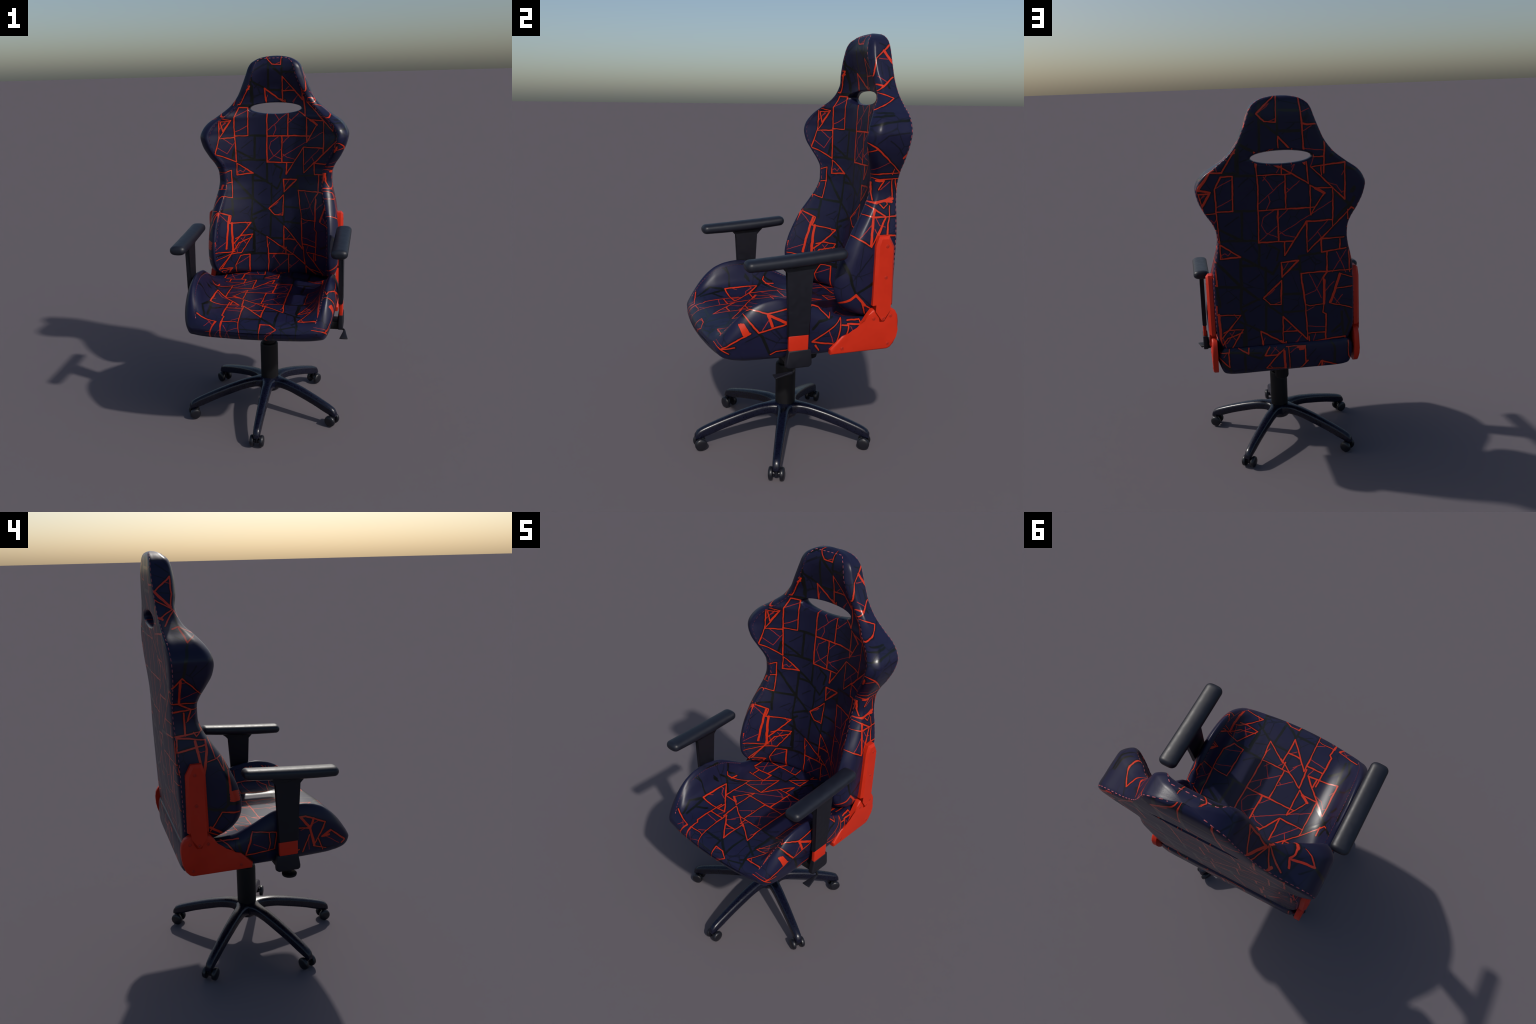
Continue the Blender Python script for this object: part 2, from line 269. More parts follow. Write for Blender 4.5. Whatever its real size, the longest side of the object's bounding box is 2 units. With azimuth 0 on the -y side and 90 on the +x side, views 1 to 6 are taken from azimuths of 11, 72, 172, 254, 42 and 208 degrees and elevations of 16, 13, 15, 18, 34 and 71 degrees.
class Graph:
    """small helper to wire shader nodes"""
    def __init__(self, mat):
        mat.use_nodes = True
        self.nt = mat.node_tree; self.n = self.nt.nodes; self.l = self.nt.links
        self.bsdf = self.n["Principled BSDF"]
    def put(self, sock, val):
        if val is None: return
        if isinstance(val, bpy.types.NodeSocket): self.l.new(val, sock)
        else: sock.default_value = val
    def math(self, op, a, b=None, c=None, clamp=False):
        nd = self.n.new("ShaderNodeMath"); nd.operation = op; nd.use_clamp = clamp
        for i, q in enumerate((a, b, c)): self.put(nd.inputs[i], q)
        return nd.outputs[0]
    def vec(self, op, a, b=None, c=None):
        nd = self.n.new("ShaderNodeVectorMath"); nd.operation = op
        for i, q in enumerate((a, b, c)): self.put(nd.inputs[i], q)
        return nd.outputs["Value"] if op in ("DOT_PRODUCT", "LENGTH", "DISTANCE") else nd.outputs[0]
    def ramp(self, val, lo, hi, a=0.0, b=1.0):
        nd = self.n.new("ShaderNodeMapRange"); nd.interpolation_type = 'SMOOTHSTEP'
        self.put(nd.inputs["Value"], val)
        for k, q in (("From Min", lo), ("From Max", hi), ("To Min", a), ("To Max", b)): nd.inputs[k].default_value = q
        return nd.outputs[0]
    def mix(self, fac, a, b):
        nd = self.n.new("ShaderNodeMix"); nd.data_type = 'RGBA'
        self.put(nd.inputs[0], fac)
        for i, q in ((6, a), (7, b)): self.put(nd.inputs[i], (*q, 1) if isinstance(q, tuple) else q)
        return nd.outputs[2]
    def noise(self, vec, scale, detail=2.0, rough=.5):
        nd = self.n.new("ShaderNodeTexNoise"); self.put(nd.inputs["Vector"], vec)
        nd.inputs["Scale"].default_value = scale; nd.inputs["Detail"].default_value = detail; nd.inputs["Roughness"].default_value = rough
        return nd
    def coords(self):
        tc = self.n.new("ShaderNodeTexCoord")
        sp = self.n.new("ShaderNodeSeparateXYZ"); self.l.new(tc.outputs["Object"], sp.inputs[0])
        return tc.outputs["Object"], sp.outputs
    def combine(self, a, b):
        nd = self.n.new("ShaderNodeCombineXYZ"); self.put(nd.inputs[0], a); self.put(nd.inputs[1], b)
        return nd.outputs[0]
    def line_distance(self, P, polylines):
        """distance from P to the nearest piece of the polylines (computed in node groups of a few lines each)"""
        best = None
        for i in range(0, len(polylines), 14):
            nd = self.n.new("ShaderNodeGroup"); nd.node_tree = line_group(tuple(polylines[i:i+14]))
            self.l.new(P, nd.inputs[0])
            best = nd.outputs[0] if best is None else self.math('MINIMUM', best, nd.outputs[0])
        return best

LINE_GROUPS = {}
def line_group(lines):
    if lines in LINE_GROUPS: return LINE_GROUPS[lines]
    t = bpy.data.node_groups.new("line_distance", "ShaderNodeTree")
    t.interface.new_socket("Point", in_out='INPUT', socket_type='NodeSocketVector')
    t.interface.new_socket("Distance", in_out='OUTPUT', socket_type='NodeSocketFloat')
    g = Graph.__new__(Graph); g.nt = t; g.n = t.nodes; g.l = t.links
    P = g.n.new("NodeGroupInput").outputs[0]
    best = None
    for a, b in lines:
        dx, dy = b[0]-a[0], b[1]-a[1]
        L2 = max(dx*dx+dy*dy, 1e-4)
        rel = g.vec('SUBTRACT', P, (a[0], a[1], 0))
        h = g.math('MAXIMUM', g.math('MINIMUM', g.vec('DOT_PRODUCT', rel, (dx/L2, dy/L2, 0)), 1.0), 0.0)
        along = g.n.new("ShaderNodeVectorMath"); along.operation = 'SCALE'
        along.inputs[0].default_value = (dx, dy, 0); g.l.new(h, along.inputs["Scale"])
        gap = g.vec('LENGTH', g.vec('SUBTRACT', rel, along.outputs[0]))
        best = gap if best is None else g.math('MINIMUM', best, gap)
    g.l.new(best, g.n.new("NodeGroupOutput").inputs[0])
    LINE_GROUPS[lines] = t
    return t

def pieces(polylines, repeat):
    out = []
    for pl in polylines:
        for a, b in zip(pl, pl[1:]):
            if not repeat:
                out.append((a, b)); continue
            for k in (-1, 0, 1):
                lo = min(a[1], b[1])+k*PERIOD; hi = max(a[1], b[1])+k*PERIOD
                if hi > START-1 and lo < START+PERIOD+1:
                    out.append(((a[0], a[1]+k*PERIOD), (b[0], b[1]+k*PERIOD)))
    return out

def cloth(name, place, drawing, repeat, axis):
    """navy artificial leather with the red and black crack drawing; place(graph, xyz) gives cloth coordinates in cm"""
    mat = bpy.data.materials.new(name); g = Graph(mat)
    obj, xyz = g.coords()
    u, v = place(g, xyz)
    if repeat:
        v = g.math('ADD', g.math('WRAP', v, START+PERIOD, START), 0.0)
    wob = g.noise(obj, 22.0, 3.0)
    shift = g.vec('MULTIPLY', g.vec('SUBTRACT', wob.outputs["Color"], (.5, .5, .5)), (.9, .9, 0))
    P = g.vec('ADD', g.combine(u, v), shift)
    panel, bold, hair, crack, fine = [g.line_distance(P, pieces(d, repeat)) for d in drawing]
    # the drawing is laid on along one axis: keep its line widths where the cloth turns away from that axis
    geo = g.n.new("ShaderNodeNewGeometry"); sn = g.n.new("ShaderNodeSeparateXYZ"); g.l.new(geo.outputs["Normal"], sn.inputs[0])
    stretch = g.math('POWER', g.math('MAXIMUM', g.math('ABSOLUTE', sn.outputs[axis]), .30), -.75)
    panel, bold, hair, crack, fine = [g.math('MULTIPLY', d, stretch) for d in (panel, bold, hair, crack, fine)]
    vary = g.noise(obj, 9.0, 2.0).outputs["Fac"]
    wide = g.ramp(vary, .3, .7, -.10, .12)
    d_panel = g.math('ADD', panel, wide)
    red_core = g.math('MAXIMUM', g.math('SUBTRACT', 1.0, g.ramp(d_panel, .23, .38)),
                      g.math('SUBTRACT', 1.0, g.ramp(bold, .50, .66)))
    hairs = g.math('MULTIPLY', g.math('SUBTRACT', 1.0, g.ramp(hair, .10, .24)), .62)
    halo = g.math('MULTIPLY', g.math('SUBTRACT', 1.0, g.ramp(g.math('MINIMUM', panel, bold), .45, 1.15)), .85)
    cracks = g.math('SUBTRACT', 1.0, g.ramp(g.math('ADD', crack, wide), .42, .84))
    fines = g.math('MULTIPLY', g.math('SUBTRACT', 1.0, g.ramp(fine, .12, .50)), .7)
    web = g.n.new("ShaderNodeTexVoronoi"); web.feature = 'DISTANCE_TO_EDGE'; web.inputs["Scale"].default_value = 8.5
    g.l.new(obj, web.inputs["Vector"])
    scratch = g.math('MULTIPLY', g.math('SUBTRACT', 1.0, g.ramp(web.outputs["Distance"], .008, .028)), g.ramp(g.noise(obj, 6.0, 1.0).outputs["Fac"], .42, .58, 0, .6))
    dark = g.math('MAXIMUM', g.math('MAXIMUM', halo, scratch), g.math('MAXIMUM', cracks, fines))
    soot = g.noise(obj, 5.0, 4.0, .6).outputs["Fac"]
    navy = g.mix(g.ramp(soot, .35, .75, 0, .5), NAVY, tuple(c*.72 for c in NAVY))
    col = g.mix(dark, navy, INK)
    col = g.mix(hairs, col, RED)
    col = g.mix(red_core, col, RED)
    g.l.new(col, g.bsdf.inputs["Base Color"])
    inked = g.math('MAXIMUM', cracks, red_core)           # the printed ink is glossier than the cloth
    g.l.new(g.ramp(inked, 0.0, 1.0, .34, .28), g.bsdf.inputs["Roughness"])
    g.l.new(g.ramp(inked, 0.0, 1.0, .24, .38), g.bsdf.inputs["Specular IOR Level"])
    grain = g.n.new("ShaderNodeTexVoronoi"); grain.inputs["Scale"].default_value = 320.0
    g.l.new(obj, grain.inputs["Vector"])
    bump = g.n.new("ShaderNodeBump"); bump.inputs["Strength"].default_value = .06; bump.inputs["Distance"].default_value = .001
    g.l.new(grain.outputs["Distance"], bump.inputs["Height"])
    g.l.new(bump.outputs[0], g.bsdf.inputs["Normal"])
    return mat

# scuffs that only the raised left flank of the seat shows
SEAT_SCUFFS = [[(43.5, 174.5), (39, 172), (34.5, 173)], [(34.5, 177), (36.5, 183), (34, 190)], [(34.3, 157.5), (38.5, 153), (44, 147)], [(38.5, 153), (37, 149)],
    [(37.2, 161.5), (38.4, 163.5)], [(37.8, 161.5), (38.8, 163)], [(39, 172), (43, 178)]]
CRACK_LINES += SEAT_SCUFFS
PRINT = (PANEL_LINES, BOLD_LINES, HAIR_LINES, CRACK_LINES, FINE_CRACKS)
def on_front(g, p): return g.math('MULTIPLY', p[0], 100.0), g.math('MULTIPLY', p[2], 100.0)
def on_back(g, p):
    return (g.math('MULTIPLY_ADD', p[0], -100/1.12, 12.4/1.12-5.1), g.math('MULTIPLY_ADD', p[2], 100/1.07, 155.0-145.0/1.07))
def on_seat(g, p):
    drop = g.math('MULTIPLY', g.math('MAXIMUM', g.math('SUBTRACT', .694, p[2]), 0.0), 100.0)
    return g.math('MULTIPLY_ADD', p[0], -100.0, 7.0), g.math('ADD', g.math('MULTIPLY_ADD', p[1], -100.0, 153.2), drop)
def on_side(g, p): return g.math('MULTIPLY', p[1], 100.0), g.math('MULTIPLY', p[2], 100.0)

MAT_FRONT = cloth("cover_front", on_front, PRINT, True, 1)
MAT_BACK = cloth("cover_back", on_back, PRINT, True, 1)
MAT_SEAT = cloth("cover_seat", on_seat, PRINT, True, 2)
MAT_SIDE = cloth("cover_side", on_side, (SIDE_PANEL, SIDE_BOLD, SIDE_HAIR, SIDE_CRACK, SIDE_FINE), False, 0)
MAT_SIDE_L = cloth("cover_side", on_side, (SIDE_LEFT_PANEL, SIDE_LEFT_BOLD, SIDE_LEFT_HAIR, SIDE_LEFT_CRACK, SIDE_LEFT_FINE), False, 0)
MAT_SEAT_REAR = cloth("cover_seat_rear", on_front, (SEAT_REAR_PANEL, SEAT_REAR_BOLD, SEAT_REAR_HAIR, SEAT_REAR_CRACK, SEAT_REAR_FINE), False, 1)
MAT_SEAT_SIDE_R = cloth("cover_seat_side", on_side, (SEAT_RIGHT_PANEL, SEAT_RIGHT_BOLD, SEAT_RIGHT_HAIR, SEAT_RIGHT_CRACK, SEAT_RIGHT_FINE), False, 0)
MAT_SEAT_SIDE_L = cloth("cover_seat_side", on_side, (SEAT_LEFT_PANEL, SEAT_LEFT_BOLD, SEAT_LEFT_HAIR, SEAT_LEFT_CRACK, SEAT_LEFT_FINE), False, 0)

def plain(name, col, rough, spread=.15, scale=40.0, grain=0.0, spec=.5):
    mat = bpy.data.materials.new(name); g = Graph(mat)
    obj, _ = g.coords()
    n = g.noise(obj, scale, 4.0, .6).outputs["Fac"]
    col = g.mix(g.ramp(n, .3, .7), tuple(c*(1-spread) for c in col), tuple(c*(1+spread) for c in col))
    g.l.new(col, g.bsdf.inputs["Base Color"])
    g.l.new(g.ramp(n, .3, .7, rough-.04, rough+.04), g.bsdf.inputs["Roughness"])
    g.bsdf.inputs["Specular IOR Level"].default_value = spec
    if grain:
        bump = g.n.new("ShaderNodeBump"); bump.inputs["Strength"].default_value = grain; bump.inputs["Distance"].default_value = .001
        g.l.new(g.noise(obj, 420.0, 2.0).outputs["Fac"], bump.inputs["Height"]); g.l.new(bump.outputs[0], g.bsdf.inputs["Normal"])
    return mat

MAT_STITCH = plain("thread", (.34, .070, .090), .7)
MAT_RED = plain("red_plastic", (.515, .0225, .0062), .45, .04, 12.0, 0, .25)
MAT_RED_DARK = plain("red_recess", (.20, .009, .004), .6, .04)
MAT_PAD = plain("armrest_rubber", (.0075, .0095, .0175), .45, .1, spec=.42)
MAT_POST = plain("black_plastic", (.0070, .0072, .0125), .52, .1, spec=.3)
MAT_METAL = plain("black_steel", (.0068, .0066, .0080), .55, .1, spec=.25)
MAT_BASE = plain("base_lacquer", (.0028, .0038, .0135), .30, .25, 120.0, .12)
MAT_WHEEL = plain("caster_plastic", (.0070, .0075, .0120), .36, .1)


# ------------------------------------------------------------------ the thing
chair = bpy.data.objects.new("gaming_chair", None)
chair.empty_display_size = 0.2
bpy.context.collection.objects.link(chair)
chair["label"] = "dark navy racing style gaming chair with red crackle print"
chair["category"] = "office chair"

# ------------------------------------------------------------------ backrest
half_width = lerp_profile([(2.0, .012), (1.9985, .034), (1.995, .058), (1.988, .088), (1.976, .114), (1.96, .136), (1.935, .152),
    (1.905, .163), (1.845, .187), (1.785, .215), (1.727, .260), (1.675, .326), (1.635, .384), (1.60, .412), (1.56, .426),
    (1.51, .416), (1.445, .386), (1.39, .351), (1.345, .334), (1.30, .331), (1.25, .337), (1.20, .349), (1.146, .361),
    (1.09, .372), (1.01, .379), (.92, .381), (.84, .379), (.80, .374), (.77, .364), (.745, .350), (.73, .334), (.722, .315)])
back_half_width = lerp_profile([(2.0, 1.0), (1.2, 1.0), (1.146, .995), (1.09, .98), (1.01, .965), (.92, .96), (.84, .965), (.77, .97), (.722, 1.0)])
front_centre = lerp_profile([(2.0, .418), (1.997, .402), (1.99, .388), (1.98, .376), (1.965, .367), (1.93, .362), (1.88, .370), (1.82, .386),
    (1.75, .394), (1.6, .389), (1.4, .386), (1.3, .383), (1.2, .378), (1.1, .369), (1.0, .361), (.9, .357), (.8, .353), (.75, .350), (.722, .357)])
ridge_front = lerp_profile([(2.0, .418), (1.997, .403), (1.99, .388), (1.98, .376), (1.965, .360), (1.93, .348), (1.88, .343), (1.82, .346),
    (1.77, .356), (1.735, .352), (1.70, .338), (1.66, .300), (1.62, .267), (1.58, .246), (1.54, .239), (1.50, .245), (1.44, .271),
    (1.40, .290), (1.36, .303), (1.30, .302), (1.24, .281), (1.18, .245), (1.12, .206), (1.05, .172), (.97, .140), (.90, .126),
    (.86, .128), (.82, .141), (.79, .162), (.77, .184), (.75, .225), (.735, .270), (.722, .345)])
back_face = lerp_profile([(2.0, .418), (1.997, .430), (1.99, .4385), (1.98, .4435), (1.96, .447), (1.90, .4515), (1.75, .4470), (1.64, .4400), (1.52, .4325),
    (1.35, .4255), (1.137, .4195), (.9, .4135), (.77, .4105), (.745, .410), (.73, .4085), (.722, .403)])

back_crown = lerp_profile([(.72, .0), (.78, .002), (.95, .006), (1.15, .009), (1.35, .008), (1.55, .004), (1.7, .001), (2.0, 0)])
N_RIDGE = 7          # control index of the front seam, counted from the centre
PER = 6
def back_section(z):
    W = half_width(z); Wb = W*back_half_width(z)
    yc, yr, yb = front_centre(z), ridge_front(z), back_face(z)
    depth = yb-yr
    k = min(1.0, W/.16)
    xr = W-min(.046*k, .3*depth*k+.004)
    x0 = .22*xr
    power = 1.75+1.1*max(0.0, min(1.0, (z-1.66)/.08))
    pts = []
    for f in (0.0, .16, .32, .48, .64, .80, .92):
        x = f*xr
        t = max(0.0, (x-x0)/(xr-x0))
        pts.append((x, yc-(yc-yr)*min(t**power, .95)))
    pts.append((xr, yr))
    pts.append((W-.10*(W-xr), yr+.16*depth))
    pts.append((W, yr+.36*depth))
    pts.append((W*.35+Wb*.65, yb-.30*depth))
    pts.append((Wb-.0015*k, yb-min(.08*depth, .014)))
    pts.append((Wb-.013*k, yb-.0025))
    crown = back_crown(z)
    pts.append((Wb*.80, yb+.40*crown))
    pts.append((Wb*.40, yb+.88*crown))
    pts.append((0.0, yb+crown))
    return pts

def z_rows():
    zs = []
    for a, b, n in ((.722, .76, 10), (.76, 1.9, 150), (1.9, 1.97, 14), (1.97, 2.0, 14)):
        for i in range(n):
            t = i/n
            if a < .73: t = t*t*.6+t*.4
            if b == 2.0: t = 1-(1-t)**1.8
            zs.append(a+(b-a)*t)
    return zs+[2.0]

def build_backrest():
    rings = []; seam_f = []; seam_b = []
    for z in z_rows():
        half = catmull([Vector((x, y, 0)) for x, y in back_section(z)], PER)
        n = len(half)
        ring = [Vector((p.x, p.y, z)) for p in half]
        ring += [Vector((-p.x, p.y, z)) for p in half[-2:0:-1]]
        rings.append(ring)
    v, f = ring_loft(rings)
    n = len(rings[0]); h = n//2
    idx = []
    lo, hi = N_RIDGE*PER-2, 12*PER
    for face in f[:-2]:
        j = face[0] % n
        j = j if j < h else n-1-j
        right = face[0] % n < h
        idx.append(0 if j < lo else ((1 if right else 3) if j < hi-2 else 2))
    idx += [2, 1]
    ob = new_object("backrest", v, f, (MAT_FRONT, MAT_SIDE, MAT_BACK, MAT_SIDE_L), chair, True, idx)
    # head slot: an hourglass of ellipses cut through front to back
    rim = []
    for y, grow in ((.30, .060), (.365, .026), (.378, .014), (.388, .0065), (.398, .002), (.410, 0), (.426, 0), (.434, .0025), (.442, .007), (.450, .014), (.47, .04)):
        rim.append([Vector(((.150+grow)*math.cos(t), y, 1.7085+(.0315+grow)*math.sin(t))) for t in [2*math.pi*i/96 for i in range(96)]])
    cv, cf = ring_loft(rim)
    cut = new_object("slot_cutter", cv, cf)
    cut.data.materials.append(MAT_FRONT)
    bm = bmesh.new(); bm.from_mesh(cut.data); bmesh.ops.recalc_face_normals(bm, faces=bm.faces[:]); bm.to_mesh(cut.data); bm.free()
    bm = bmesh.new(); bm.from_mesh(ob.data); bmesh.ops.recalc_face_normals(bm, faces=bm.faces[:]); bm.to_mesh(ob.data); bm.free()
    mod = ob.modifiers.new("slot", 'BOOLEAN'); mod.object = cut; mod.operation = 'DIFFERENCE'; mod.solver = 'EXACT'
    dg = bpy.context.evaluated_depsgraph_get()
    me = bpy.data.meshes.new_from_object(ob.evaluated_get(dg))
    ob.modifiers.clear(); old = ob.data; ob.data = me; me.name = "backrest"
    bpy.data.meshes.remove(old); bpy.data.objects.remove(cut)
    me.polygons.foreach_set("use_smooth", [True]*len(me.polygons))
    return ob, rings

backrest, back_rings = build_backrest()

# ------------------------------------------------------------------ seat
# stations run from the rear (y = .43) to the nose; the nose bows forward in the middle
seat_half = lerp_profile([(-.415, .324), (-.41, .340), (-.395, .358), (-.37, .372), (-.33, .384), (-.28, .391), (-.2, .396), (-.1, .400), (.05, .399),
    (.16, .388), (.3, .372), (.385, .362), (.407, .358), (.418, .344)])
seat_base = lerp_profile([(-.415, .640), (-.41, .626), (-.40, .613), (-.385, .601), (-.36, .590), (-.33, .5825), (-.29, .578), (-.2, .577), (.385, .577), (.407, .580), (.418, .595)])
seat_mid = lerp_profile([(-.415, .650), (-.41, .664), (-.40, .677), (-.385, .688), (-.36, .698), (-.3, .707), (-.12, .7155), (.1, .722), (.33, .728), (.385, .729), (.410, .727), (.418, .713)])
seat_crest = lerp_profile([(-.415, .655), (-.41, .668), (-.40, .683), (-.38, .712), (-.35, .752), (-.32, .786), (-.29, .813), (-.255, .836), (-.2, .855), (-.14, .862), (-.08, .855),
    (-.02, .843), (.04, .815), (.1, .781), (.16, .752), (.25, .735), (.385, .730), (.410, .728), (.418, .714)])
SEAT_CREST = 6
def seat_section(y):
    W, zb, zm, zc = seat_half(y), seat_base(y), seat_mid(y), seat_crest(y)
    H = zc-zb
    Wb = W-.020*min(1, H/.2)
    xc = W-.035
    rise = zc-zm
    pts = [(0, zm), (.10, zm), (.17, zm), (.225, zm+.03*rise), (xc*.81, zm+.27*rise), (xc*.915, zm+.75*rise), (xc, zc)]
    pts += [(W-.010, zc-.14*H), (W, zc-.36*H), (W*.35+Wb*.65, zb+.30*H), (Wb-.009, zb+.09*H), (Wb-.034, zb+.004), (Wb-.08, zb), (.12, zb), (0, zb)]
    return pts

def build_seat():
    ys = []
    for a, b, n in ((.418, .385, 8), (.385, -.33, 90), (-.33, -.415, 22)):
        for i in range(n):
            t = i/n
            if b == .385: t = t**1.7
            if b == -.415: t = 1-(1-t)**1.7
            ys.append(a+(b-a)*t)
    ys.append(-.415)
    rings = []
    for y in ys:
        half = catmull([Vector((x, 0, z)) for x, z in seat_section(y)], PER)
        fwd = max(0.0, min(1.0, (-y-.05)/.36))
        bow = lambda x: -.030*fwd**1.5*max(0.0, 1-(x/.32)**2)
        ring = [Vector((p.x, y+bow(p.x), p.z)) for p in half]
        ring += [Vector((-p.x, y+bow(p.x), p.z)) for p in half[-2:0:-1]]
        rings.append(ring)
    v, f = ring_loft(rings)
    n = len(rings[0]); h = n//2
    idx = []
    for face in f[:-2]:
        j = face[0] % n
        right = j < h
        j = j if right else n-1-j
        rear = v[face[0]].y > .383
        idx.append(3 if rear else (0 if j < SEAT_CREST*PER-4 or j >= 12*PER else (1 if right else 2)))
    idx += [3, 0]
    ob = new_object("seat", v, f, (MAT_SEAT, MAT_SEAT_SIDE_R, MAT_SEAT_SIDE_L, MAT_SEAT_REAR), chair, True, idx)
    bm = bmesh.new(); bm.from_mesh(ob.data); bmesh.ops.recalc_face_normals(bm, faces=bm.faces[:]); bm.to_mesh(ob.data); bm.free()
    return ob, rings

seat, seat_rings = build_seat()

# ------------------------------------------------------------------ stitching along the seams
def dashes(name, paths, parent, pitch=.0155, length=.0095, w=.0014):
    verts = []; faces = []
    for path in paths:
        acc = [0.0]
        for a, b in zip(path, path[1:]): acc.append(acc[-1]+(b[0]-a[0]).length)
        def at(s):
            i = min(max(bisect_right(acc, s)-1, 0), len(path)-2)
            t = (s-acc[i])/max(acc[i+1]-acc[i], 1e-9)
            return path[i][0].lerp(path[i+1][0], t), path[i][1].lerp(path[i+1][1], t).normalized()
        s = pitch*.4
        while s+length < acc[-1]:
            sec = []
            for q in (0, .12, .5, .88, 1):
                p, nrm = at(s+q*length)
                p2, _ = at(s+q*length+1e-4)
                tg = (p2-p).normalized(); sd = nrm.cross(tg).normalized()
                ww = w*(.45 if q in (0, 1) else 1)
                up = .0009*(.2 if q in (0, 1) else 1)
                sec.append([p-sd*ww-nrm*.001, p-sd*ww*.7+nrm*up, p+sd*ww*.7+nrm*up, p+sd*ww-nrm*.001])
            b0 = len(verts)
            for r in sec: verts += r
            for i in range(4):
                for j in range(3):
                    a = b0+i*4+j
                    faces.append((a, a+1, a+5, a+4))
            faces.append((b0+3, b0+2, b0+1, b0)); faces.append((b0+16, b0+17, b0+18, b0+19))
            s += pitch*random.uniform(.96, 1.04)
    ob = new_object(name, verts, faces, (MAT_STITCH,), parent, True)
    ob["kind"] = "stuff"
    return ob

def seam_path(rings, j, i0, i1, mirror):
    n = len(rings[0]); out = []
    jj = (n-j) % n if mirror else j
    for i in range(i0, i1):
        r = rings[i]
        p = r[jj]
        t1 = r[(jj+1) % n]-r[jj-1]; t2 = rings[min(i+1, len(rings)-1)][jj]-rings[max(i-1, 0)][jj]
        nrm = t1.cross(t2)
        c = sum(r, Vector())/n
        if nrm.dot(p-c) < 0: nrm = -nrm
        if nrm.length > 1e-9: out.append((p, nrm.normalized()))
    return out

nb = len(back_rings)
def arch(j, i0, i1):
    return seam_path(back_rings, j, i0, i1, False)+seam_path(back_rings, j, i0, i1, True)[::-1]
dashes("stitching", [arch(N_RIDGE*PER-3, 14, nb-9), arch(11*PER+1, 14, nb-6)], backrest, .0235, .0135, .0017)
dashes("stitching", [seam_path(seat_rings, SEAT_CREST*PER-4, 40, len(seat_rings)-10, m) for m in (False, True)], seat, .0160, .0098, .0019)

# ------------------------------------------------------------------ hinge brackets with screws
LOWER_PLATE = [(.094, .610), (.098, .584), (.378, .585), (.394, .592), (.410, .610), (.420, .640), (.427, .675), (.429, .715), (.424, .746),
    (.411, .769), (.390, .782), (.360, .786), (.310, .785), (.292, .776), (.276, .757), (.260, .732), (.244, .710), (.226, .694), (.200, .681), (.175, .675), (.150, .669)]
UPPER_BAR = [(.314, 1.115), (.362, 1.115), (.388, 1.066), (.393, .799), (.367, .779), (.357, .716), (.329, .716), (.317, .779), (.296, .797), (.300, 1.072)]
SCREWS = [("bar", .349, 1.071), ("bar", .349, .929), ("bar", .346, .737), ("plate", .303, .737), ("plate", .387, .745), ("plate", .378, .613), ("plate", .152, .611)]

def screw_mesh():
    bm = bmesh.new()
    lathe(bm, [(.0088, 0), (.0088, .0006), (.0084, .0010), (.0076, .0010), (.0072, .0004), (.0068, .0004), (.0064, .0011), (.004, .0016), (.001, .0017)], 24, Matrix.Identity(4))
    for fc in bm.faces:
        c = fc.calc_center_median()
        if .0064 < math.hypot(c.x, c.y) < .0078: fc.material_index = 1
    for a in (0.0, math.pi/2):
        m = Matrix.Rotation(a+.5, 4, 'Z')
        vs = bmesh.ops.create_cube(bm, size=1.0, matrix=m @ Matrix.Translation((0, 0, .0013)) @ Matrix.Diagonal((.0100, .0017, .0014, 1)))['verts']
        for fc in {f for v in vs for f in v.link_faces}: fc.material_index = 1
    bmesh.ops.recalc_face_normals(bm, faces=bm.faces[:])
    me = bpy.data.meshes.new("screw"); bm.to_mesh(me); bm.free()
    me.materials.append(MAT_RED); me.materials.append(MAT_RED_DARK)
    return me

SCREW = screw_mesh()
for side in (1, -1):
    plate = extruded_plate("hinge_bracket", LOWER_PLATE, side*.364, side*.392, .010, (MAT_RED,), chair, 3)
    bar = extruded_plate("hinge_bar", UPPER_BAR, side*.368, side*.4005, .012, (MAT_RED,), plate, 1)
    for i, (where, y, z) in enumerate(SCREWS):
        s = bpy.data.objects.new("screw", SCREW)
        bpy.context.collection.objects.link(s)
        x = .4005 if where == "bar" else .392
        s.matrix_world = Matrix.Translation((side*(x-.0003), y, z)) @ Matrix.Rotation(side*math.pi/2, 4, 'Y') @ Matrix.Rotation(i*.9, 4, 'Z')
        s.parent = plate

# ------------------------------------------------------------------ armrests
def arm_pad(side, parent):
    rings = []
    y0, y1 = -.309, .141
    ys = [y0+.030*(1-math.cos(math.pi/2*i/9)) for i in range(10)]
    ys += [y0+.030+(y1-y0-.060)*i/16 for i in range(1, 16)]
    ys += [y1-.030*(1-math.cos(math.pi/2*i/9)) for i in range(9, -1, -1)]
    def corner(d, r):                                  # quarter-round inset at distance d from the end
        return 0.0 if d >= r else r-math.sqrt(max(r*r-(r-d)**2, 0.0))
    for y in ys:
        d = min(y-y0, y1-y)
        w = .0425-corner(d+.0004, .026); h = .0265-corner(d+.0004, .022)
        zc = 1.0385+.016*((y+.08)/.23)+.004*((y+.08)/.23)**2
        rings.append([Vector((side*(.418+a), y, zc+b)) for a, b in superellipse(w, max(h*(1.02-.10*((y+.085)/.23)**2), .004), 44, 2.5)])
    v, f = ring_loft(rings)
    ob = new_object("armrest_pad", v, f, (MAT_PAD,), parent, True)
    bm = bmesh.new(); bm.from_mesh(ob.data); bmesh.ops.recalc_face_normals(bm, faces=bm.faces[:]); bm.to_mesh(ob.data); bm.free()
    return ob

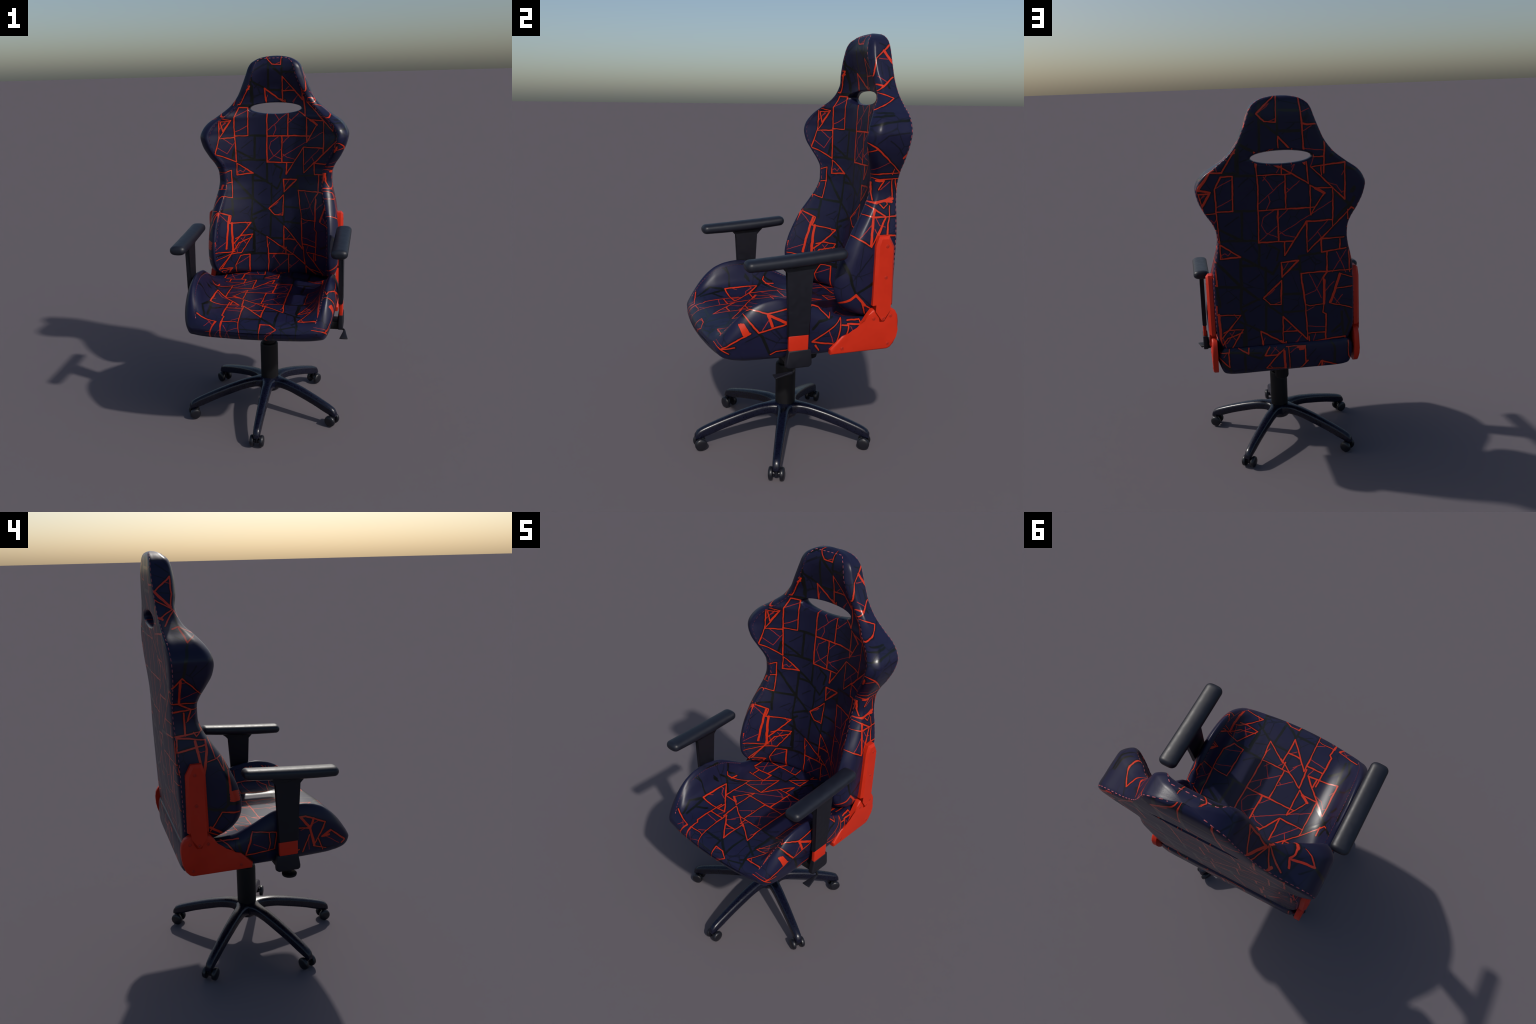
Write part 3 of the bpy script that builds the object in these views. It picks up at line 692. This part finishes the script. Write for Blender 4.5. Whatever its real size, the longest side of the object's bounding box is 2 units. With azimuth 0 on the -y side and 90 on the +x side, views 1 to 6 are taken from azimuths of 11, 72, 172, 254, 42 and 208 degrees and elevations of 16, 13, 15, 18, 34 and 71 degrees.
def prism(name, outline, xc, t, r, mats, parent):
    """upright plate: outline (y,z), centred on xc, thickness t, all long edges rounded"""
    bm = bmesh.new()
    a = [bm.verts.new((xc-t/2, y, z)) for y, z in outline]
    b = [bm.verts.new((xc+t/2, y, z)) for y, z in outline]
    n = len(a); f0 = bm.faces.new(a); f1 = bm.faces.new(b)
    for i in range(n): bm.faces.new((a[i], a[(i+1) % n], b[(i+1) % n], b[i]))
    bmesh.ops.bevel(bm, geom=list(f0.edges)+list(f1.edges), offset=r, segments=3, profile=.5, affect='EDGES')
    return from_bmesh(name, bm, mats, parent, smooth_angle=math.radians(40))

for side in (1, -1):
    arm = prism("armrest", [(-.160, 1.024), (-.158, 1.016), (-.121, .992), (-.119, .705), (-.019, .705), (-.015, .992), (.020, 1.016), (.022, 1.026)],
                side*.4165, .024, .006, (MAT_POST,), chair)
    arm_pad(side, arm)
    prism("armrest_strip", [(-.1145, .707), (-.1145, .636), (-.0245, .636), (-.0235, .707)], side*.4175, .019, .004, (MAT_RED,), arm)
    prism("armrest_housing", [(-.1165, .6405), (-.127, .580), (-.126, .566), (-.116, .558), (-.020, .558), (-.008, .566), (-.006, .580), (-.013, .6405)],
          side*.4165, .028, .007, (MAT_POST,), arm)
    # brace running inward under the seat
    bm = bmesh.new()
    rounded_box(bm, (min(side*.20, side*.41), -.110, .562), (max(side*.20, side*.41), -.020, .600), .004, 2)
    from_bmesh("armrest_brace", bm, (MAT_METAL,), arm, math.radians(40))

# ------------------------------------------------------------------ column, mechanism and levers
AX, AY = 0.0, .024
bm = bmesh.new()
at = Matrix.Translation((AX, AY, 0))
lathe(bm, [(.030, .112), (.042, .118), (.046, .130), (.050, .150), (.0505, .395), (.049, .403), (.045, .407), (.038, .4075)], 64, at)
column = from_bmesh("gas_lift", bm, (MAT_METAL,), chair, math.radians(50))
bm = bmesh.new()
lathe(bm, [(.036, .400), (.036, .575), (.030, .578)], 48, at)
from_bmesh("piston", bm, (MAT_METAL,), column, math.radians(50))
bm = bmesh.new()
rounded_box(bm, (-.11, -.11, .552), (.11, .19, .582), .006, 2)
mech = from_bmesh("tilt_mechanism", bm, (MAT_METAL,), chair, math.radians(40))
bm = bmesh.new()
KN = 28                                               # ridged grip
rings = []
for r, z in ((.030, .420), (.037, .424), (.0395, .432), (.0395, .500), (.034, .508)):
    rings.append([Vector((-.003+(r-(.0016 if i % 2 else 0))*math.cos(math.pi*i/KN), .150+(r-(.0016 if i % 2 else 0))*math.sin(math.pi*i/KN), z)) for i in range(2*KN)])
kv, kf = ring_loft(rings)
vs = [bm.verts.new(q) for q in kv]
for q in kf: bm.faces.new([vs[i] for i in q])
lathe(bm, [(.014, .50), (.014, .56)], 20, Matrix.Translation((-.003, .150, 0)))
from_bmesh("tension_knob", bm, (MAT_METAL,), mech, math.radians(20))
bm = bmesh.new()
lathe(bm, [(.026, .512), (.034, .515), (.036, .520), (.036, .526), (.012, .530), (.012, .565)], 32, Matrix.Translation((-.385, -.085, 0)))
from_bmesh("clamp_knob", bm, (MAT_METAL,), mech, math.radians(50))

def tube(path, r, n=14):
    rings = []
    for i, p in enumerate(path):
        t = (path[min(i+1, len(path)-1)]-path[max(i-1, 0)]).normalized()
        a = t.cross(Vector((0, 1, .3))).normalized(); b = t.cross(a).normalized()
        rings.append([p+(a*math.cos(2*math.pi*k/n)+b*math.sin(2*math.pi*k/n))*r for k in range(n)])
    return ring_loft(rings)

rod = catmull([(.08, -.085, .556), (.30, -.086, .555), (.415, -.087, .554), (.430, -.089, .552), (.437, -.096, .548), (.438, -.110, .545)], 8)
v, f = tube(rod, .0055)
lever = new_object("height_lever", v, f, (MAT_METAL,), mech, True)
rings = []
for t in [i/14 for i in range(15)]:
    y = -.100-.083*t
    w = .006+.0165*(t**1.1)
    h = .0065-.003*t
    z = .546-.010*t
    rings.append([Vector((.438+a, y, z+b)) for a, b in superellipse(w, h, 24, 3)])
v, f = ring_loft(rings)
paddle = new_object("lever_paddle", v, f, (MAT_POST,), lever, True)

# ------------------------------------------------------------------ five-star base with twin-wheel casters
LEG_TIPS = [(.001, -.447), (-.434, -.178), (-.366, .330), (.240, .388), (.400, -.156)]
leg_top = lerp_profile([(0, .190), (.10, .199), (.25, .195), (.45, .178), (.65, .153), (.82, .128), (.93, .109), (.975, .097), (1.0, .080)])
leg_low = lerp_profile([(0, .122), (.10, .136), (.18, .148), (.3, .144), (.5, .123), (.7, .097), (.85, .073), (.95, .060), (1.0, .056)])
leg_half = lerp_profile([(0, .060), (.06, .056), (.11, .043), (.16, .033), (.22, .0285), (.4, .0258), (.7, .022), (.9, .0195), (.97, .018), (1.0, .013)])

base = bpy.data.objects.new("star_base", None)
bpy.context.collection.objects.link(base); base.parent = chair

bm = bmesh.new()
lathe(bm, [(.030, .112), (.052, .118), (.060, .130), (.064, .150), (.062, .168), (.052, .180), (.046, .182)], 64, at)
from_bmesh("hub", bm, (MAT_BASE,), base, math.radians(60))

def wheel_profile(s):
    return [(.020, s*.0155), (.0285, s*.0165), (.0308, s*.0190), (.0310, s*.027), (.0297, s*.0325), (.0255, s*.0362), (.016, s*.0382), (.003, s*.0390)]

def wheel_mesh():
    bm = bmesh.new()
    for s in (1, -1):
        p = wheel_profile(s)
        lathe(bm, p if s > 0 else p, 40, Matrix.Identity(4))
    lathe(bm, [(.0105, -.018), (.0105, .018)], 20, Matrix.Identity(4))
    bmesh.ops.recalc_face_normals(bm, faces=bm.faces[:])
    for fc in bm.faces: fc.smooth = True
    for e in bm.edges:
        e.smooth = not (e.is_manifold and e.calc_face_angle(0) > math.radians(50))
    me = bpy.data.meshes.new("caster"); bm.to_mesh(me); bm.free()
    me.materials.append(MAT_WHEEL)
    return me
WHEELS = wheel_mesh()

for tx, ty in LEG_TIPS:
    d = Vector((tx-AX, ty-AY, 0)); L = d.length; d.normalize(); side = Vector((-d.y, d.x, 0))
    origin = Vector((AX, AY, 0))
    rings = []
    ts = [.04+.96*i/36 for i in range(37)]+[]
    for t in ts:
        zt, zl, w = leg_top(t), leg_low(t), leg_half(t)
        c = origin+d*(L*t)
        hgt = zt-zl
        sec = [(-w*.86, zl), (-w*.98, zl+.003), (-w, zl+.25*hgt), (-w*.99, zt-.014), (-w*.93, zt-.0095), (-w*.74, zt-.004), (-w*.42, zt-.0008), (0, zt),
               (w*.42, zt-.0008), (w*.74, zt-.004), (w*.93, zt-.0095), (w*.99, zt-.014), (w, zl+.25*hgt), (w*.98, zl+.003), (w*.86, zl), (0, zl+.001)]
        rings.append([c+side*a+Vector((0, 0, max(b, zl))) for a, b in sec])
    v, f = ring_loft(rings)
    leg = new_object("leg", v, f, (MAT_BASE,), base, True)
    bm = bmesh.new(); bm.from_mesh(leg.data); bmesh.ops.recalc_face_normals(bm, faces=bm.faces[:])
    for e in bm.edges: e.smooth = not (e.is_manifold and e.calc_face_angle(0) > math.radians(48))
    bm.to_mesh(leg.data); bm.free()
    # caster: stem, then two wheels on an axle across the leg
    c = origin+d*(L-.026)
    bm = bmesh.new()
    lathe(bm, [(.012, .022), (.013, .030), (.012, .062)], 24, Matrix.Translation((c.x, c.y, 0)))
    from_bmesh("caster_stem", bm, (MAT_WHEEL,), leg, math.radians(50))
    w = bpy.data.objects.new("caster", WHEELS)
    bpy.context.collection.objects.link(w); w.parent = leg
    rot = Matrix((side, Vector((0, 0, 1)), side.cross(Vector((0, 0, 1))))).transposed()   # x->side
    m = Matrix((( d.x, 0, side.x, c.x), (d.y, 0, side.y, c.y), (0, 1, 0, .0310), (0, 0, 0, 1)))
    w.matrix_world = m
